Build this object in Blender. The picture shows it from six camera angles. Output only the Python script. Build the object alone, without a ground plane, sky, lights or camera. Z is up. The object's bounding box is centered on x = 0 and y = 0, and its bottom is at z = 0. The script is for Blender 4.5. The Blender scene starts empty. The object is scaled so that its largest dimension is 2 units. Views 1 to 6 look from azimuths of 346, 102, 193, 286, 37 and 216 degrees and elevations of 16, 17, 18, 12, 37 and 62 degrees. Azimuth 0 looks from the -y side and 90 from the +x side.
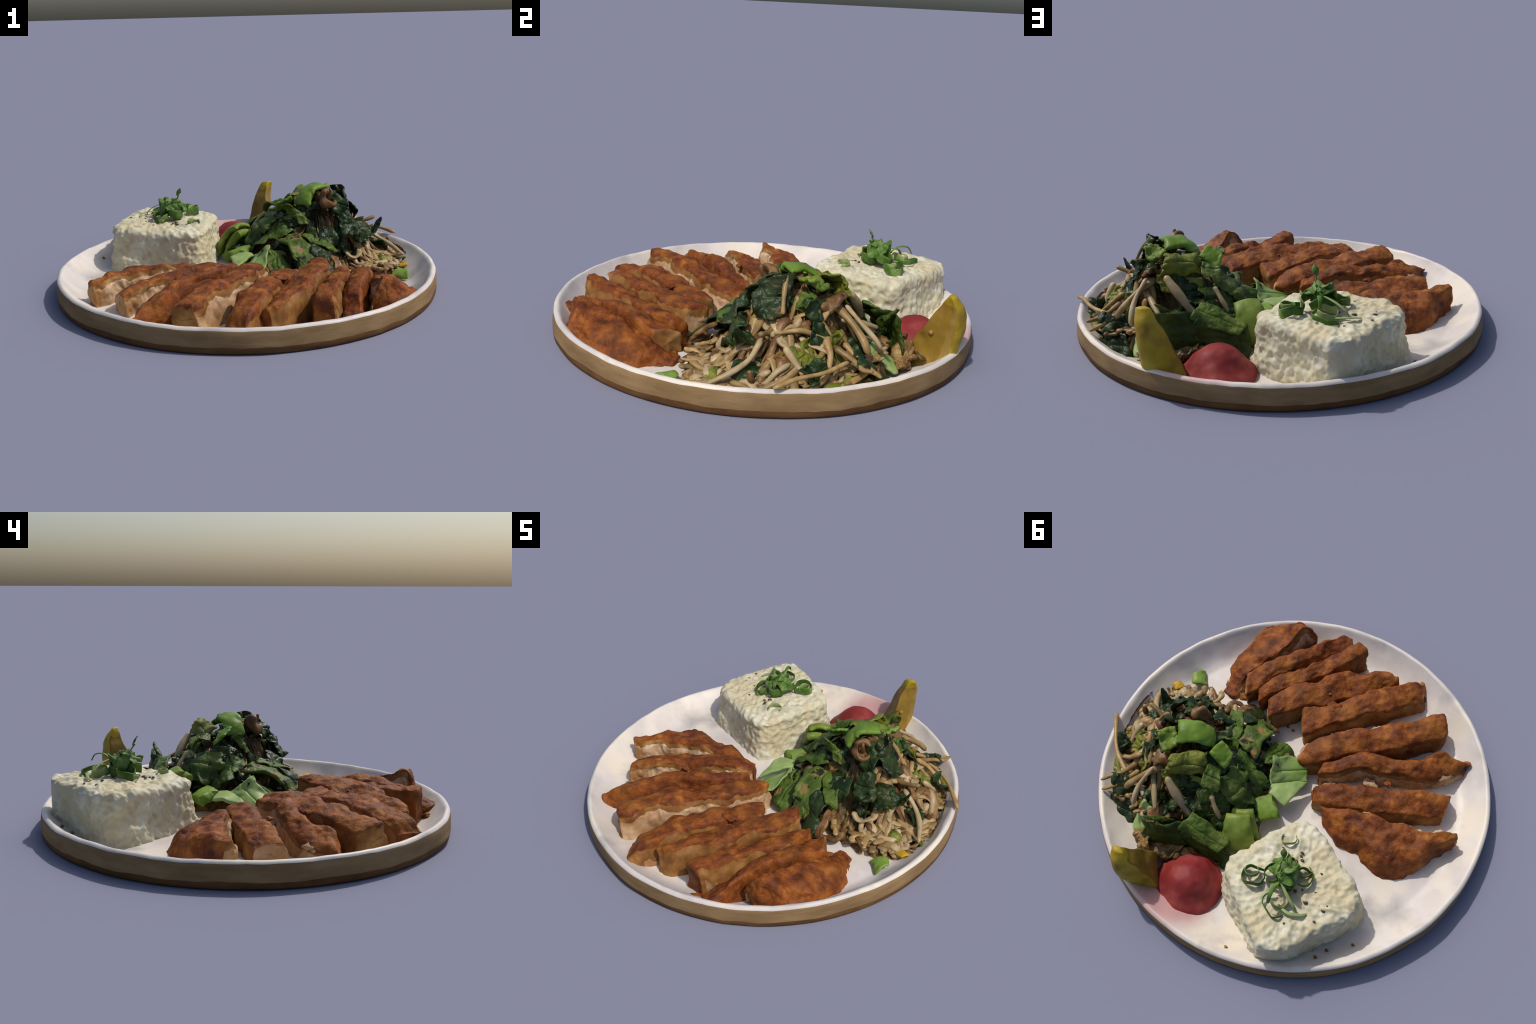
# A dinner plate: sliced breaded chicken, a square rice mound with scallion garnish,
# a lemon wedge, a tomato half and a heap of stir-fried greens with bean sprouts.
import bpy, math, random
import numpy as np
from mathutils import Vector, noise

R = random.Random(7)

# ------------------------------------------------------------------ helpers
def srgb(r, g, b):
    def f(c):
        c /= 255.0
        return c / 12.92 if c <= 0.04045 else ((c + 0.055) / 1.055) ** 2.4
    return (f(r), f(g), f(b), 1.0)

def material(name, stops, scale=14.0, detail=5.0, rough=0.55, bump=0.25, bump_scale=60.0,
             stretch=(1, 1, 1), spots=None, spot_scale=22.0, spot_edge=(0.60, 0.66), vary=0.0,
             leaf=0.0, spec=0.4, patches=None, patch_scale=4.0, patch_edge=(0.48, 0.62), bump_dist=0.004):
    """Principled surface: noise through a colour ramp, optional second patch colour and
    dark spots, per-object brightness variation and a fine bump."""
    m = bpy.data.materials.new(name)
    m.use_nodes = True
    nt = m.node_tree
    N, L = nt.nodes, nt.links
    bsdf = N["Principled BSDF"]
    out = N["Material Output"]
    tc = N.new("ShaderNodeTexCoord")
    mp = N.new("ShaderNodeMapping")
    mp.inputs["Scale"].default_value = stretch
    L.new(tc.outputs["Object"], mp.inputs["Vector"])
    n1 = N.new("ShaderNodeTexNoise")
    n1.inputs["Scale"].default_value = scale
    n1.inputs["Detail"].default_value = detail
    n1.inputs["Roughness"].default_value = 0.6
    L.new(mp.outputs["Vector"], n1.inputs["Vector"])
    ramp = N.new("ShaderNodeValToRGB")
    el = ramp.color_ramp.elements
    while len(el) < len(stops):
        el.new(0.5)
    for e, (p, c) in zip(el, stops):
        e.position, e.color = p, srgb(*c)
    L.new(n1.outputs["Fac"], ramp.inputs["Fac"])
    col = ramp.outputs["Color"]

    def mask(sc, edge, off):
        mp2 = N.new("ShaderNodeMapping")
        mp2.inputs["Location"].default_value = (off, off * 2, off * 3)
        L.new(tc.outputs["Object"], mp2.inputs["Vector"])
        nz = N.new("ShaderNodeTexNoise")
        nz.inputs["Scale"].default_value = sc
        nz.inputs["Detail"].default_value = 4.0
        L.new(mp2.outputs["Vector"], nz.inputs["Vector"])
        mr = N.new("ShaderNodeMapRange")
        mr.inputs["From Min"].default_value, mr.inputs["From Max"].default_value = edge
        L.new(nz.outputs["Fac"], mr.inputs["Value"])
        return mr.outputs["Result"]

    def mix(a, fac, colour):
        x = N.new("ShaderNodeMix")
        x.data_type = "RGBA"
        L.new(fac, x.inputs["Factor"])
        L.new(a, x.inputs["A"])
        x.inputs["B"].default_value = srgb(*colour)
        return x.outputs["Result"]

    if patches:
        col = mix(col, mask(patch_scale, patch_edge, 3.1), patches)
    if spots:
        col = mix(col, mask(spot_scale, spot_edge, 7.7), spots)
    if vary:
        oi = N.new("ShaderNodeObjectInfo")
        mr = N.new("ShaderNodeMapRange")
        mr.inputs["To Min"].default_value, mr.inputs["To Max"].default_value = 1 - vary, 1 + vary
        L.new(oi.outputs["Random"], mr.inputs["Value"])
        hs = N.new("ShaderNodeHueSaturation")
        L.new(mr.outputs["Result"], hs.inputs["Value"])
        L.new(col, hs.inputs["Color"])
        col = hs.outputs["Color"]
    L.new(col, bsdf.inputs["Base Color"])
    bsdf.inputs["Roughness"].default_value = rough
    bsdf.inputs["Specular IOR Level"].default_value = spec
    if bump:
        n2 = N.new("ShaderNodeTexNoise")
        n2.inputs["Scale"].default_value = bump_scale
        n2.inputs["Detail"].default_value = 4.0
        L.new(mp.outputs["Vector"], n2.inputs["Vector"])
        b = N.new("ShaderNodeBump")
        b.inputs["Strength"].default_value = bump
        b.inputs["Distance"].default_value = bump_dist
        L.new(n2.outputs["Fac"], b.inputs["Height"])
        L.new(b.outputs["Normal"], bsdf.inputs["Normal"])
    if leaf:
        tr = N.new("ShaderNodeBsdfTranslucent")
        L.new(col, tr.inputs["Color"])
        mx = N.new("ShaderNodeMixShader")
        mx.inputs["Fac"].default_value = leaf
        L.new(bsdf.outputs["BSDF"], mx.inputs[1])
        L.new(tr.outputs["BSDF"], mx.inputs[2])
        L.new(mx.outputs["Shader"], out.inputs["Surface"])
    return m

def thing(name, label, category, at):
    e = bpy.data.objects.new(name, None)
    e.location = at
    e["label"], e["category"] = label, category
    bpy.context.scene.collection.objects.link(e)
    return e

def part(name, verts, faces, mats, parent, mat_index=None, normals=None, smooth=True, kind=None):
    """Mesh object whose vertices are given in world space; parented to its thing."""
    top = parent
    origin = Vector((0, 0, 0))
    while top is not None:
        origin += Vector(top.location)
        top = top.parent
    v = np.asarray(verts, float) - np.array(origin)
    me = bpy.data.meshes.new(name)
    me.from_pydata(v.tolist(), [], [list(map(int, f)) for f in faces])
    for m in (mats if isinstance(mats, (list, tuple)) else [mats]):
        me.materials.append(m)
    if mat_index is not None:
        me.polygons.foreach_set("material_index", np.asarray(mat_index, np.int32))
    me.polygons.foreach_set("use_smooth", np.full(len(me.polygons), smooth))
    me.update()
    if normals is not None:
        me.normals_split_custom_set_from_vertices([tuple(n) for n in normals])
    o = bpy.data.objects.new(name, me)
    o.parent = parent
    if kind:
        o["kind"] = kind
    bpy.context.scene.collection.objects.link(o)
    return o

def fbm(p, sc, octaves=4, off=0.0):
    return noise.fractal(Vector((p[0] * sc + off, p[1] * sc + off * 1.7, p[2] * sc - off)), 1.0, 2.0, octaves)

def cell(p, sc):
    d = noise.voronoi(Vector((p[0] * sc, p[1] * sc, p[2] * sc)))[0]
    return d[0], d[1]

def catmull(P, n):
    """n points along a Catmull-Rom curve through P, even in chord length."""
    P = np.asarray(P, float)
    if len(P) == 2:
        t = np.linspace(0, 1, n)[:, None]
        return P[0] * (1 - t) + P[1] * t
    d = np.r_[0, np.cumsum(np.linalg.norm(np.diff(P[:, :3], axis=0), axis=1) + 1e-9)]
    Q = np.vstack([2 * P[0] - P[1], P, 2 * P[-1] - P[-2]])
    out = []
    for s in np.linspace(0, d[-1], n):
        i = min(max(np.searchsorted(d, s, side="right") - 1, 0), len(P) - 2)
        t = (s - d[i]) / (d[i + 1] - d[i])
        a, b, c, e = Q[i], Q[i + 1], Q[i + 2], Q[i + 3]
        out.append(0.5 * ((2 * b) + (-a + c) * t + (2 * a - 5 * b + 4 * c - e) * t * t + (-a + 3 * b - 3 * c + e) * t ** 3))
    return np.array(out)

def ring_faces(rows, m, closed=True):
    f = []
    for i in range(rows - 1):
        for j in range(m if closed else m - 1):
            k = (j + 1) % m
            f.append((i * m + j, i * m + k, (i + 1) * m + k, (i + 1) * m + j))
    return f

def vertex_normals(V, F):
    V = np.asarray(V)
    n = np.zeros_like(V)
    F4 = np.array([f if len(f) == 4 else (*f, f[-1]) for f in F])
    fn = np.cross(V[F4[:, 2]] - V[F4[:, 0]], V[F4[:, 3]] - V[F4[:, 1]])
    for k in range(4):
        np.add.at(n, F4[:, k], fn)
    return n / (np.linalg.norm(n, axis=1)[:, None] + 1e-12)

def tube(path, radii, m=8, flat=1.0, up=(0, 0, 1)):
    """Tube through path with per-point radii, flattened by 'flat' across 'up'."""
    P = np.asarray(path, float)
    n = len(P)
    T = np.gradient(P, axis=0)
    T /= np.linalg.norm(T, axis=1)[:, None] + 1e-12
    V = []
    for i in range(n):
        s = np.cross(T[i], up)
        if np.linalg.norm(s) < 1e-3:
            s = np.cross(T[i], (1, 0, 0))
        s /= np.linalg.norm(s)
        u = np.cross(s, T[i])
        for j in range(m):
            a = 2 * math.pi * j / m
            V.append(P[i] + radii[i] * (math.cos(a) * s + flat * math.sin(a) * u))
    F = ring_faces(n, m)
    a, b = len(V), len(V) + 1
    V += [P[0] - T[0] * radii[0] * 0.5, P[-1] + T[-1] * radii[-1] * 0.5]
    F += [(a, (j + 1) % m, j) for j in range(m)]
    e = (n - 1) * m
    F += [(b, e + j, e + (j + 1) % m) for j in range(m)]
    return np.array(V), F

# ------------------------------------------------------------------ materials
M = {}
M["glaze"] = material("white_glaze", [(0.3, (196, 188, 181)), (0.5, (209, 201, 195)), (0.7, (220, 213, 207))], scale=5, rough=0.42, bump=0.2, bump_scale=9, spots=(172, 166, 163), spot_scale=5, spot_edge=(0.56, 0.78), patches=(222, 212, 196), patch_scale=3, spec=0.3)  # grey spots: facet shading of the well, mixed into the glaze colour
M["wall"] = material("bare_clay", [(0.3, (122, 97, 64)), (0.5, (138, 112, 77)), (0.7, (154, 128, 92))], scale=4, rough=0.75, stretch=(1, 1, 4), bump=0.2, bump_scale=30, spec=0.2)
M["foot"] = material("dark_clay", [(0.3, (80, 54, 30)), (0.5, (98, 68, 38)), (0.7, (114, 82, 48))], scale=6, rough=0.8, stretch=(1, 1, 3), bump=0.2, bump_scale=30, spec=0.2)
CRUST = [(0.28, (58, 26, 12)), (0.42, (100, 50, 17)), (0.55, (132, 70, 23)), (0.72, (164, 105, 42))]
M["crust"] = material("fried_crust", CRUST, scale=13, detail=10, rough=0.64, bump=1.0, bump_scale=95, spots=(82, 34, 20), spot_scale=8, spot_edge=(0.54, 0.74), patches=(142, 85, 30), patch_scale=5, patch_edge=(0.5, 0.7), spec=0.25)
M["golden"] = material("seared_edge", [(0.3, (104, 64, 28)), (0.5, (134, 92, 46)), (0.7, (162, 124, 74))], scale=9, detail=8, rough=0.6, bump=0.5, bump_scale=45, spots=(92, 48, 20), spot_scale=10, spot_edge=(0.56, 0.72), spec=0.25)
M["meat"] = material("chicken_meat", [(0.3, (140, 104, 70)), (0.5, (180, 147, 113)), (0.7, (208, 182, 152))], scale=8, detail=8, rough=0.55, bump=0.7, bump_scale=34, patches=(148, 106, 62), patch_scale=7, patch_edge=(0.48, 0.68), spec=0.25)
M["rice"] = material("cooked_rice", [(0.3, (176, 168, 140)), (0.5, (200, 194, 166)), (0.7, (217, 212, 190))], scale=16, detail=5, rough=0.55, bump=0.4, bump_scale=40, patches=(196, 184, 150), patch_scale=6, spec=0.25)
M["pepper"] = material("black_pepper", [(0.3, (60, 38, 26)), (0.7, (104, 70, 46))], scale=40, rough=0.7, bump=0)
M["scallion"] = material("scallion_green", [(0.3, (50, 84, 26)), (0.5, (82, 116, 44)), (0.7, (140, 162, 96))], scale=16, rough=0.5, bump=0.2, leaf=0.12, vary=0.2, spec=0.25)
M["scallion_pale"] = material("scallion_pale", [(0.3, (112, 136, 66)), (0.7, (172, 182, 124))], scale=12, rough=0.5, bump=0.2, leaf=0.12, spec=0.25)
M["tomato"] = material("tomato_skin", [(0.3, (110, 34, 34)), (0.5, (132, 46, 44)), (0.7, (154, 76, 70))], scale=6, patches=(158, 78, 70), patch_scale=4, patch_edge=(0.5, 0.75), rough=0.55, bump=0.15, bump_scale=14, spec=0.2)
M["rind"] = material("lemon_rind", [(0.3, (146, 122, 28)), (0.5, (170, 146, 37)), (0.7, (188, 165, 54))], scale=7, rough=0.5, bump=0.3, bump_scale=90, spec=0.25, patches=(128, 100, 32), patch_scale=6)
M["flesh"] = material("lemon_flesh", [(0.3, (112, 86, 30)), (0.5, (134, 106, 40)), (0.7, (150, 122, 56))], scale=8, rough=0.45, bump=0.4, bump_scale=40, stretch=(1, 1, 0.5), spec=0.25)
M["pith"] = material("lemon_pith", [(0.3, (134, 106, 42)), (0.7, (154, 128, 60))], scale=9, rough=0.5, bump=0.2)
M["dark_leaf"] = material("wilted_dark_leaf", [(0.28, (20, 32, 15)), (0.5, (36, 54, 26)), (0.72, (64, 86, 40))], scale=13, detail=8, rough=0.38, bump=0.9, bump_scale=38, leaf=0.08, vary=0.25, bump_dist=0.01, spec=0.28, patches=(62, 66, 34), patch_scale=9, patch_edge=(0.54, 0.68))
M["mid_leaf"] = material("green_leaf", [(0.28, (44, 62, 20)), (0.5, (72, 94, 32)), (0.72, (110, 130, 56))], scale=10, detail=7, rough=0.45, bump=0.9, bump_scale=38, leaf=0.1, vary=0.18, spec=0.25, patches=(110, 122, 56), patch_scale=7, patch_edge=(0.54, 0.7), bump_dist=0.012)
M["deep_leaf"] = material("deep_green_leaf", [(0.28, (36, 52, 16)), (0.5, (56, 74, 22)), (0.72, (86, 102, 36))], scale=8, detail=7, rough=0.45, bump=0.9, bump_scale=38, leaf=0.1, vary=0.12, spec=0.25, bump_dist=0.012)
M["char_leaf"] = material("charred_leaf", [(0.28, (52, 70, 26)), (0.5, (80, 100, 36)), (0.72, (112, 128, 54))], scale=10, detail=7, rough=0.5, bump=0.9, bump_scale=38, leaf=0.06, patches=(132, 106, 62), patch_scale=13, patch_edge=(0.55, 0.62), spots=(36, 32, 22), spot_scale=17, spot_edge=(0.60, 0.65), spec=0.25, bump_dist=0.012)
M["lime_stem"] = material("bok_choy_stem", [(0.28, (80, 108, 34)), (0.5, (110, 140, 50)), (0.72, (144, 170, 84))], scale=6, detail=6, rough=0.45, bump=0.3, bump_scale=20, leaf=0.1, spots=(84, 84, 38), spot_scale=9, spot_edge=(0.62, 0.72), spec=0.25)
M["olive_stem"] = material("olive_stem", [(0.28, (82, 104, 32)), (0.5, (112, 132, 50)), (0.72, (146, 162, 78))], scale=7, detail=6, rough=0.45, bump=0.3, bump_scale=20, leaf=0.08, spec=0.25)
M["pale_stem"] = material("pale_stem", [(0.28, (116, 144, 68)), (0.5, (150, 172, 104)), (0.72, (182, 196, 140))], scale=6, detail=6, rough=0.45, bump=0.3, bump_scale=22, leaf=0.08, spots=(78, 86, 40), spot_scale=14, spot_edge=(0.66, 0.70), spec=0.25)
M["yellow_leaf"] = material("yellow_green_leaf", [(0.28, (84, 90, 26)), (0.5, (116, 120, 40)), (0.72, (150, 152, 72))], scale=10, detail=7, rough=0.45, bump=0.9, bump_scale=38, leaf=0.08, patches=(76, 88, 32), patch_scale=8, spec=0.25, bump_dist=0.012)
M["sprout"] = material("bean_sprout", [(0.28, (116, 90, 50)), (0.5, (152, 124, 79)), (0.72, (184, 158, 112))], scale=13, detail=7, rough=0.4, bump=0.3, bump_scale=40, leaf=0.08, vary=0.28, spec=0.3)
M["sprout_pale"] = material("pale_sprout", [(0.28, (144, 122, 84)), (0.5, (172, 150, 112)), (0.72, (196, 178, 144))], scale=12, rough=0.4, bump=0.2, bump_scale=40, leaf=0.08, vary=0.15, spec=0.3)
M["brown"] = material("sauced_mushroom", [(0.28, (58, 38, 22)), (0.5, (106, 76, 44)), (0.72, (156, 122, 82))], scale=12, detail=7, rough=0.42, bump=0.9, bump_scale=32, vary=0.22, spec=0.28)
M["heap"] = material("sauced_vegetables", [(0.3, (74, 54, 28)), (0.5, (124, 95, 54)), (0.7, (164, 134, 84))], scale=18, detail=8, rough=0.42, bump=0.9, bump_scale=32, bump_dist=0.012, patches=(82, 68, 38), patch_scale=6, patch_edge=(0.52, 0.64), spec=0.28)
M["egg"] = material("egg_yellow", [(0.3, (170, 130, 24)), (0.7, (204, 166, 44))], scale=12, rough=0.5, bump=0.2, spec=0.25)

def painted_tint(m, centre, colour, r0, r1, most):
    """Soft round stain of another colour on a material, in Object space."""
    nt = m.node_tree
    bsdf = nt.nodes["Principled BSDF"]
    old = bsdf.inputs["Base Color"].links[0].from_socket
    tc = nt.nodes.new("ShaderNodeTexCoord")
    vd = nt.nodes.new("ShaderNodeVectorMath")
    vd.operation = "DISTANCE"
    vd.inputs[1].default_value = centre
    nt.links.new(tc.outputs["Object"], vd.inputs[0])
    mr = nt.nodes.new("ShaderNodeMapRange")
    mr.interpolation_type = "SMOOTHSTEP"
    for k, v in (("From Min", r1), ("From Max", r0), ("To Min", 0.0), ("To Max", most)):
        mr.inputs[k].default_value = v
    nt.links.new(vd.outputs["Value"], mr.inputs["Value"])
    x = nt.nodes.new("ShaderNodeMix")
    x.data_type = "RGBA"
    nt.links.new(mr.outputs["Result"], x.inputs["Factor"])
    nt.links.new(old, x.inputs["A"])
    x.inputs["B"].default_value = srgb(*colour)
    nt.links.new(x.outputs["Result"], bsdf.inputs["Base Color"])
painted_tint(M["glaze"], (0.66, -0.64, 0.08), (150, 148, 152), 0.02, 0.30, 0.30)  # grey shading of the rim's inner slope, painted into the glaze
painted_tint(M["glaze"], (0.13, 0.84, 0.05), (190, 128, 126), 0.10, 0.26, 0.7)  # tomato's pink reflection, tinted onto the white glaze

# ------------------------------------------------------------------ plate
def floor_z(x, y):
    """Height of the plate's inner surface (the dish sits a little skew)."""
    r = math.hypot(x, y)
    low = 0.0135 - 0.0095 * (0.8 * x - 0.6 * y)
    start = 0.83 - 0.055 * max(y / (r + 1e-9), 0.0) ** 2     # the far side rises earlier
    if r < start:
        return low
    t = min((r - start) / (0.966 - start), 1.0)
    return low + (0.110 - low) * t ** 1.7

plate = thing("dinner_plate", "round white glazed plate with bare clay wall", "plate", (0, 0, 0))
SEG = 192
def spin(profile, wob):
    V = []
    for k, (r, z, w) in enumerate(profile):
        for j in range(SEG):
            a = 2 * math.pi * j / SEG
            p = (r * math.cos(a), r * math.sin(a), z or 0.05)
            dr = w * fbm(p, 3.0, 3, 4.0)
            dz = w * (0.6 * fbm(p, 4.5, 3, 9.0) + 0.5 * fbm(p, 15.0, 2, 2.0))
            if z is None:
                z1 = floor_z(p[0], p[1]) + dz
            else:
                z1 = max(z + (dz if z > 0.001 else 0), 0.0)
            V.append(((r + dr) * math.cos(a), (r + dr) * math.sin(a), z1))
    return V
inner = [(0.0, None, 0.0)] + [(r, None, 0.0025 + 0.0045 * (r > 0.86)) for r in np.r_[np.linspace(0.04, 0.80, 40), np.linspace(0.82, 0.965, 22)]]
lip = [(0.970, 0.1135, 0.005), (0.975, 0.1155, 0.005), (0.981, 0.115, 0.005), (0.988, 0.111, 0.005), (0.993, 0.104, 0.005)]
wall = [(0.995, 0.096, 0.004), (0.997, 0.08, 0.004), (0.999, 0.06, 0.004), (0.9995, 0.045, 0.004), (1.0, 0.032, 0.008)]
foot = [(0.9995, 0.020, 0.004), (0.998, 0.008, 0.003), (0.993, 0.001, 0.002), (0.97, 0.0, 0.0), (0.5, 0.0, 0.0), (0.0, 0.0, 0.0)]
pv = np.array(spin(inner + lip + wall + foot, 0))
pf = ring_faces(len(pv) // SEG, SEG)
pn = vertex_normals(pv, pf)
def piece(name, rows, mat):
    a, b = rows
    part(name, pv[a * SEG:b * SEG], ring_faces(b - a, SEG), mat, plate, normals=pn[a * SEG:b * SEG])
ni, nl, nw, nf = len(inner), len(lip), len(wall), len(foot)
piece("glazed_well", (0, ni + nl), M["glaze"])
piece("outer_wall", (ni + nl - 1, ni + nl + nw), M["wall"])
piece("foot_band", (ni + nl + nw - 1, ni + nl + nw + nf), M["foot"])

# ------------------------------------------------------------------ chicken
chicken = thing("breaded_chicken", "nine slices of golden brown breaded chicken cutlet", "fried chicken", (0, -0.45, 0.026))

def chicken_slice(front, back, flare_f, flare_b, cut_f, cut_b, cut_in="crust", cut_out="crust", seed=0, bump=0.010):
    """A slice lofted along its length. front/back: the two top edges (x,y,z) from the inner
    end to the outer end. flare: how far each side spreads at its foot. cut_*: what shows there."""
    n, m = 140, 96
    Fp, Bp = catmull(front, n), catmull(back, n)
    rows = []
    for i in range(n):      # torn, uneven cutting lines
        ac = (Fp[i, :2] - Bp[i, :2]) / (np.linalg.norm(Fp[i, :2] - Bp[i, :2]) + 1e-9)
        Fp[i, :2] += ac * (0.012 * fbm(Fp[i], 8.0, 2, seed + 31))
        Bp[i, :2] += ac * (0.012 * fbm(Bp[i], 8.0, 2, seed + 47))
        dz = 0.008 * fbm((i * 0.005, seed, 0), 9.0, 2, seed)
        Fp[i, 2] += dz
        Bp[i, 2] += dz
    def base(p, d, fl):
        q = p[:2] + d * fl
        return np.array([q[0], q[1], min(floor_z(q[0], q[1]) - 0.008, p[2] - 0.004)])
    for i in range(n):
        d = Fp[i, :2] - Bp[i, :2]
        wd = np.linalg.norm(d) + 1e-9
        ax = Fp[min(i + 1, n - 1), :2] + Bp[min(i + 1, n - 1), :2] - Fp[max(i - 1, 0), :2] - Bp[max(i - 1, 0), :2]
        perp = np.array([-ax[1], ax[0]])
        perp /= np.linalg.norm(perp) + 1e-9
        if perp @ d < 0:
            perp = -perp
        fl_f = flare_f(i / (n - 1)) if callable(flare_f) else flare_f
        fl_b = flare_b(i / (n - 1)) if callable(flare_b) else flare_b
        a, g = base(Fp[i], perp, fl_f), base(Bp[i], -perp, fl_b)
        b = Fp[i] * 0.62 + a * 0.38 + np.array([*(perp * 0.006), 0])
        f = Bp[i] * 0.62 + g * 0.38 + np.array([*(-perp * 0.006), 0])
        up = np.array([0, 0, min(0.009, 0.08 * wd)])
        c1, c2 = Fp[i] * 0.7 + Bp[i] * 0.3 + up, Fp[i] * 0.3 + Bp[i] * 0.7 + up
        poly = [a, b, Fp[i], c1, c2, Bp[i], f, g]
        seg = [11, 11, 11, 12, 11, 11, 11]
        pts = [poly[k] + (poly[k + 1] - poly[k]) * (q / seg[k]) for k in range(7) for q in range(seg[k])] + [g]
        nb = m - len(pts)
        pts += [g + (a - g) * ((q + 1) / (nb + 1)) for q in range(nb)]
        pts = np.array(pts)
        for _ in range(5):
            s = pts.copy()
            s[1:78] = (pts[0:77] + 2 * pts[1:78] + pts[2:79]) / 4
            pts = s
        # the crust line wanders: slide ring points so that it falls between fixed rows
        def wander(side, q, off):
            w = 0.20 * fbm((i * 0.0055, off, 0), 9.0, 3, seed) + 0.07 * fbm((i * 0.0055, off, 1), 32.0, 2, seed)
            h1, h2 = {"meat": (0.60, 0.80), "mixed": (0.34, 0.76), "golden": (0.40, 0.82), "crust": (0.5, 0.8)}[side]
            h1, h2 = min(max(h1 + w, 0.12), 0.86), min(max(h2 + 0.9 * w, 0.30), 0.94)
            u = np.interp(np.arange(24), [0, 15, 20, 23], [0, h1 * 23, max(h2, h1 + 0.04) * 23, 23])
            return np.stack([np.interp(u, np.arange(24), q[:, k]) for k in range(3)], 1)
        pts[:24] = wander(cut_f, pts[:24], 2.0)
        pts[55:79] = wander(cut_b, pts[55:79][::-1], 5.0)[::-1]
        rows.append(pts)
    # blunt rounded ends
    def cap(r, r2, k):
        c = r.mean(0)
        o = r.mean(0) - r2.mean(0)
        o /= np.linalg.norm(o) + 1e-9
        o[2] = 0
        return [c + (r - c) * s + o * e for s, e in ((0.97, 0.006), (0.9, 0.011), (0.72, 0.013), (0.5, 0.013), (0.25, 0.012), (0.02, 0.012))]
    start, end = cap(rows[0], rows[2], 0), cap(rows[-1], rows[-3], 1)
    rows = start[::-1] + rows + end
    V = np.vstack(rows)
    F = ring_faces(len(rows), m)
    N0 = vertex_normals(V, F)
    D = np.empty(len(V))
    for k, p in enumerate(V):
        lump = fbm(p, 8.0, 3, seed) * bump * 1.3 + fbm(p, 20.0, 2, seed + 5) * bump * 0.7
        d0, d1 = cell(p, 38.0)
        D[k] = lump + (0.35 - d0) * bump * 0.3
        j = k % m
        if (j < 15 and cut_f == "meat") or (63 < j < 79 and cut_b == "meat"):
            D[k] += 0.011 * fbm((p[0], p[1], p[2] * 0.45), 30.0, 3, seed + 60)
    V = V + N0 * D[:, None]
    V[:, 2] = np.maximum(V[:, 2], 0.004)
    nn = vertex_normals(V, F)
    # sort faces into crust, seared edge and cut meat
    label = np.zeros(len(F), int)
    ne = len(start)
    rr = len(rows)
    for k, f in enumerate(F):
        i, j = divmod(k, m)
        c = V[list(f)].mean(0)
        w = 0.22 * fbm(c, 12.0, 2, seed + 20)
        side, q, h = None, None, None
        if i < ne - 1 or i >= rr - ne:
            side = cut_in if i < ne - 1 else cut_out
            h = (c[2] - 0.02) / 0.14
        elif j < 23:
            side, q = cut_f, j
        elif 55 <= j < 78:
            side, q = cut_b, 77 - j
        if h is not None:
            q = 0 if h + w < 0.66 else (17 if h + w < 0.9 else 22)
        if side == "meat":
            label[k] = 2 if q < 15 else (1 if q < 20 else 0)
        elif side == "golden":
            label[k] = 1 if q < 20 else 0
        elif side == "mixed":
            bare = fbm((i * 0.0055, seed, 3), 7.0, 2, seed) > -0.05
            label[k] = (2 if q < 15 and bare else (1 if q < 20 else 0))
    holder = bpy.data.objects.new("chicken_slice", None)
    holder.location = tuple(np.array([*(Fp[n // 2, :2] + Bp[n // 2, :2]) / 2, 0.026]) - np.array(chicken.location))
    holder.parent = chicken
    bpy.context.scene.collection.objects.link(holder)
    F = np.array(F)
    for nm, sel, mats, idx in (("crust", label < 2, [M["crust"], M["golden"]], label), ("cut_meat", label == 2, [M["meat"]], None)):
        if not sel.any():
            continue
        fs = F[sel]
        used, inv = np.unique(fs, return_inverse=True)
        part(nm, V[used], inv.reshape(-1, 4), mats, holder, mat_index=(idx[sel] if idx is not None else None), normals=nn[used])

chicken_slice(  # the rounded end piece by the rice
    [(-0.191, 0.039, 0.085), (-0.302, 0.008, 0.125), (-0.424, -0.028, 0.152), (-0.531, -0.056, 0.150), (-0.606, -0.093, 0.158), (-0.691, -0.116, 0.155), (-0.762, -0.158, 0.160), (-0.820, -0.185, 0.155)],
    [(-0.270, 0.091, 0.062), (-0.364, 0.125, 0.080), (-0.463, 0.092, 0.100), (-0.544, 0.108, 0.095), (-0.635, 0.111, 0.100), (-0.719, 0.049, 0.100), (-0.773, -0.067, 0.135), (-0.831, -0.170, 0.145)],
    0.030, lambda t: 0.015 + 0.035 * math.sin(math.pi * min(t * 1.05, 1)), "meat", "crust", cut_out="meat", seed=1, bump=0.011)
chicken_slice(
    [(-0.121, -0.021, 0.108), (-0.176, -0.069, 0.135), (-0.262, -0.119, 0.145), (-0.396, -0.189, 0.148), (-0.552, -0.281, 0.145), (-0.696, -0.365, 0.122)],
    [(-0.156, 0.057, 0.092), (-0.228, 0.034, 0.112), (-0.334, -0.015, 0.122), (-0.429, -0.064, 0.121), (-0.530, -0.126, 0.127), (-0.726, -0.249, 0.096)],
    0.032, 0.007, "meat", "golden", cut_out="meat", seed=2)
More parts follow.
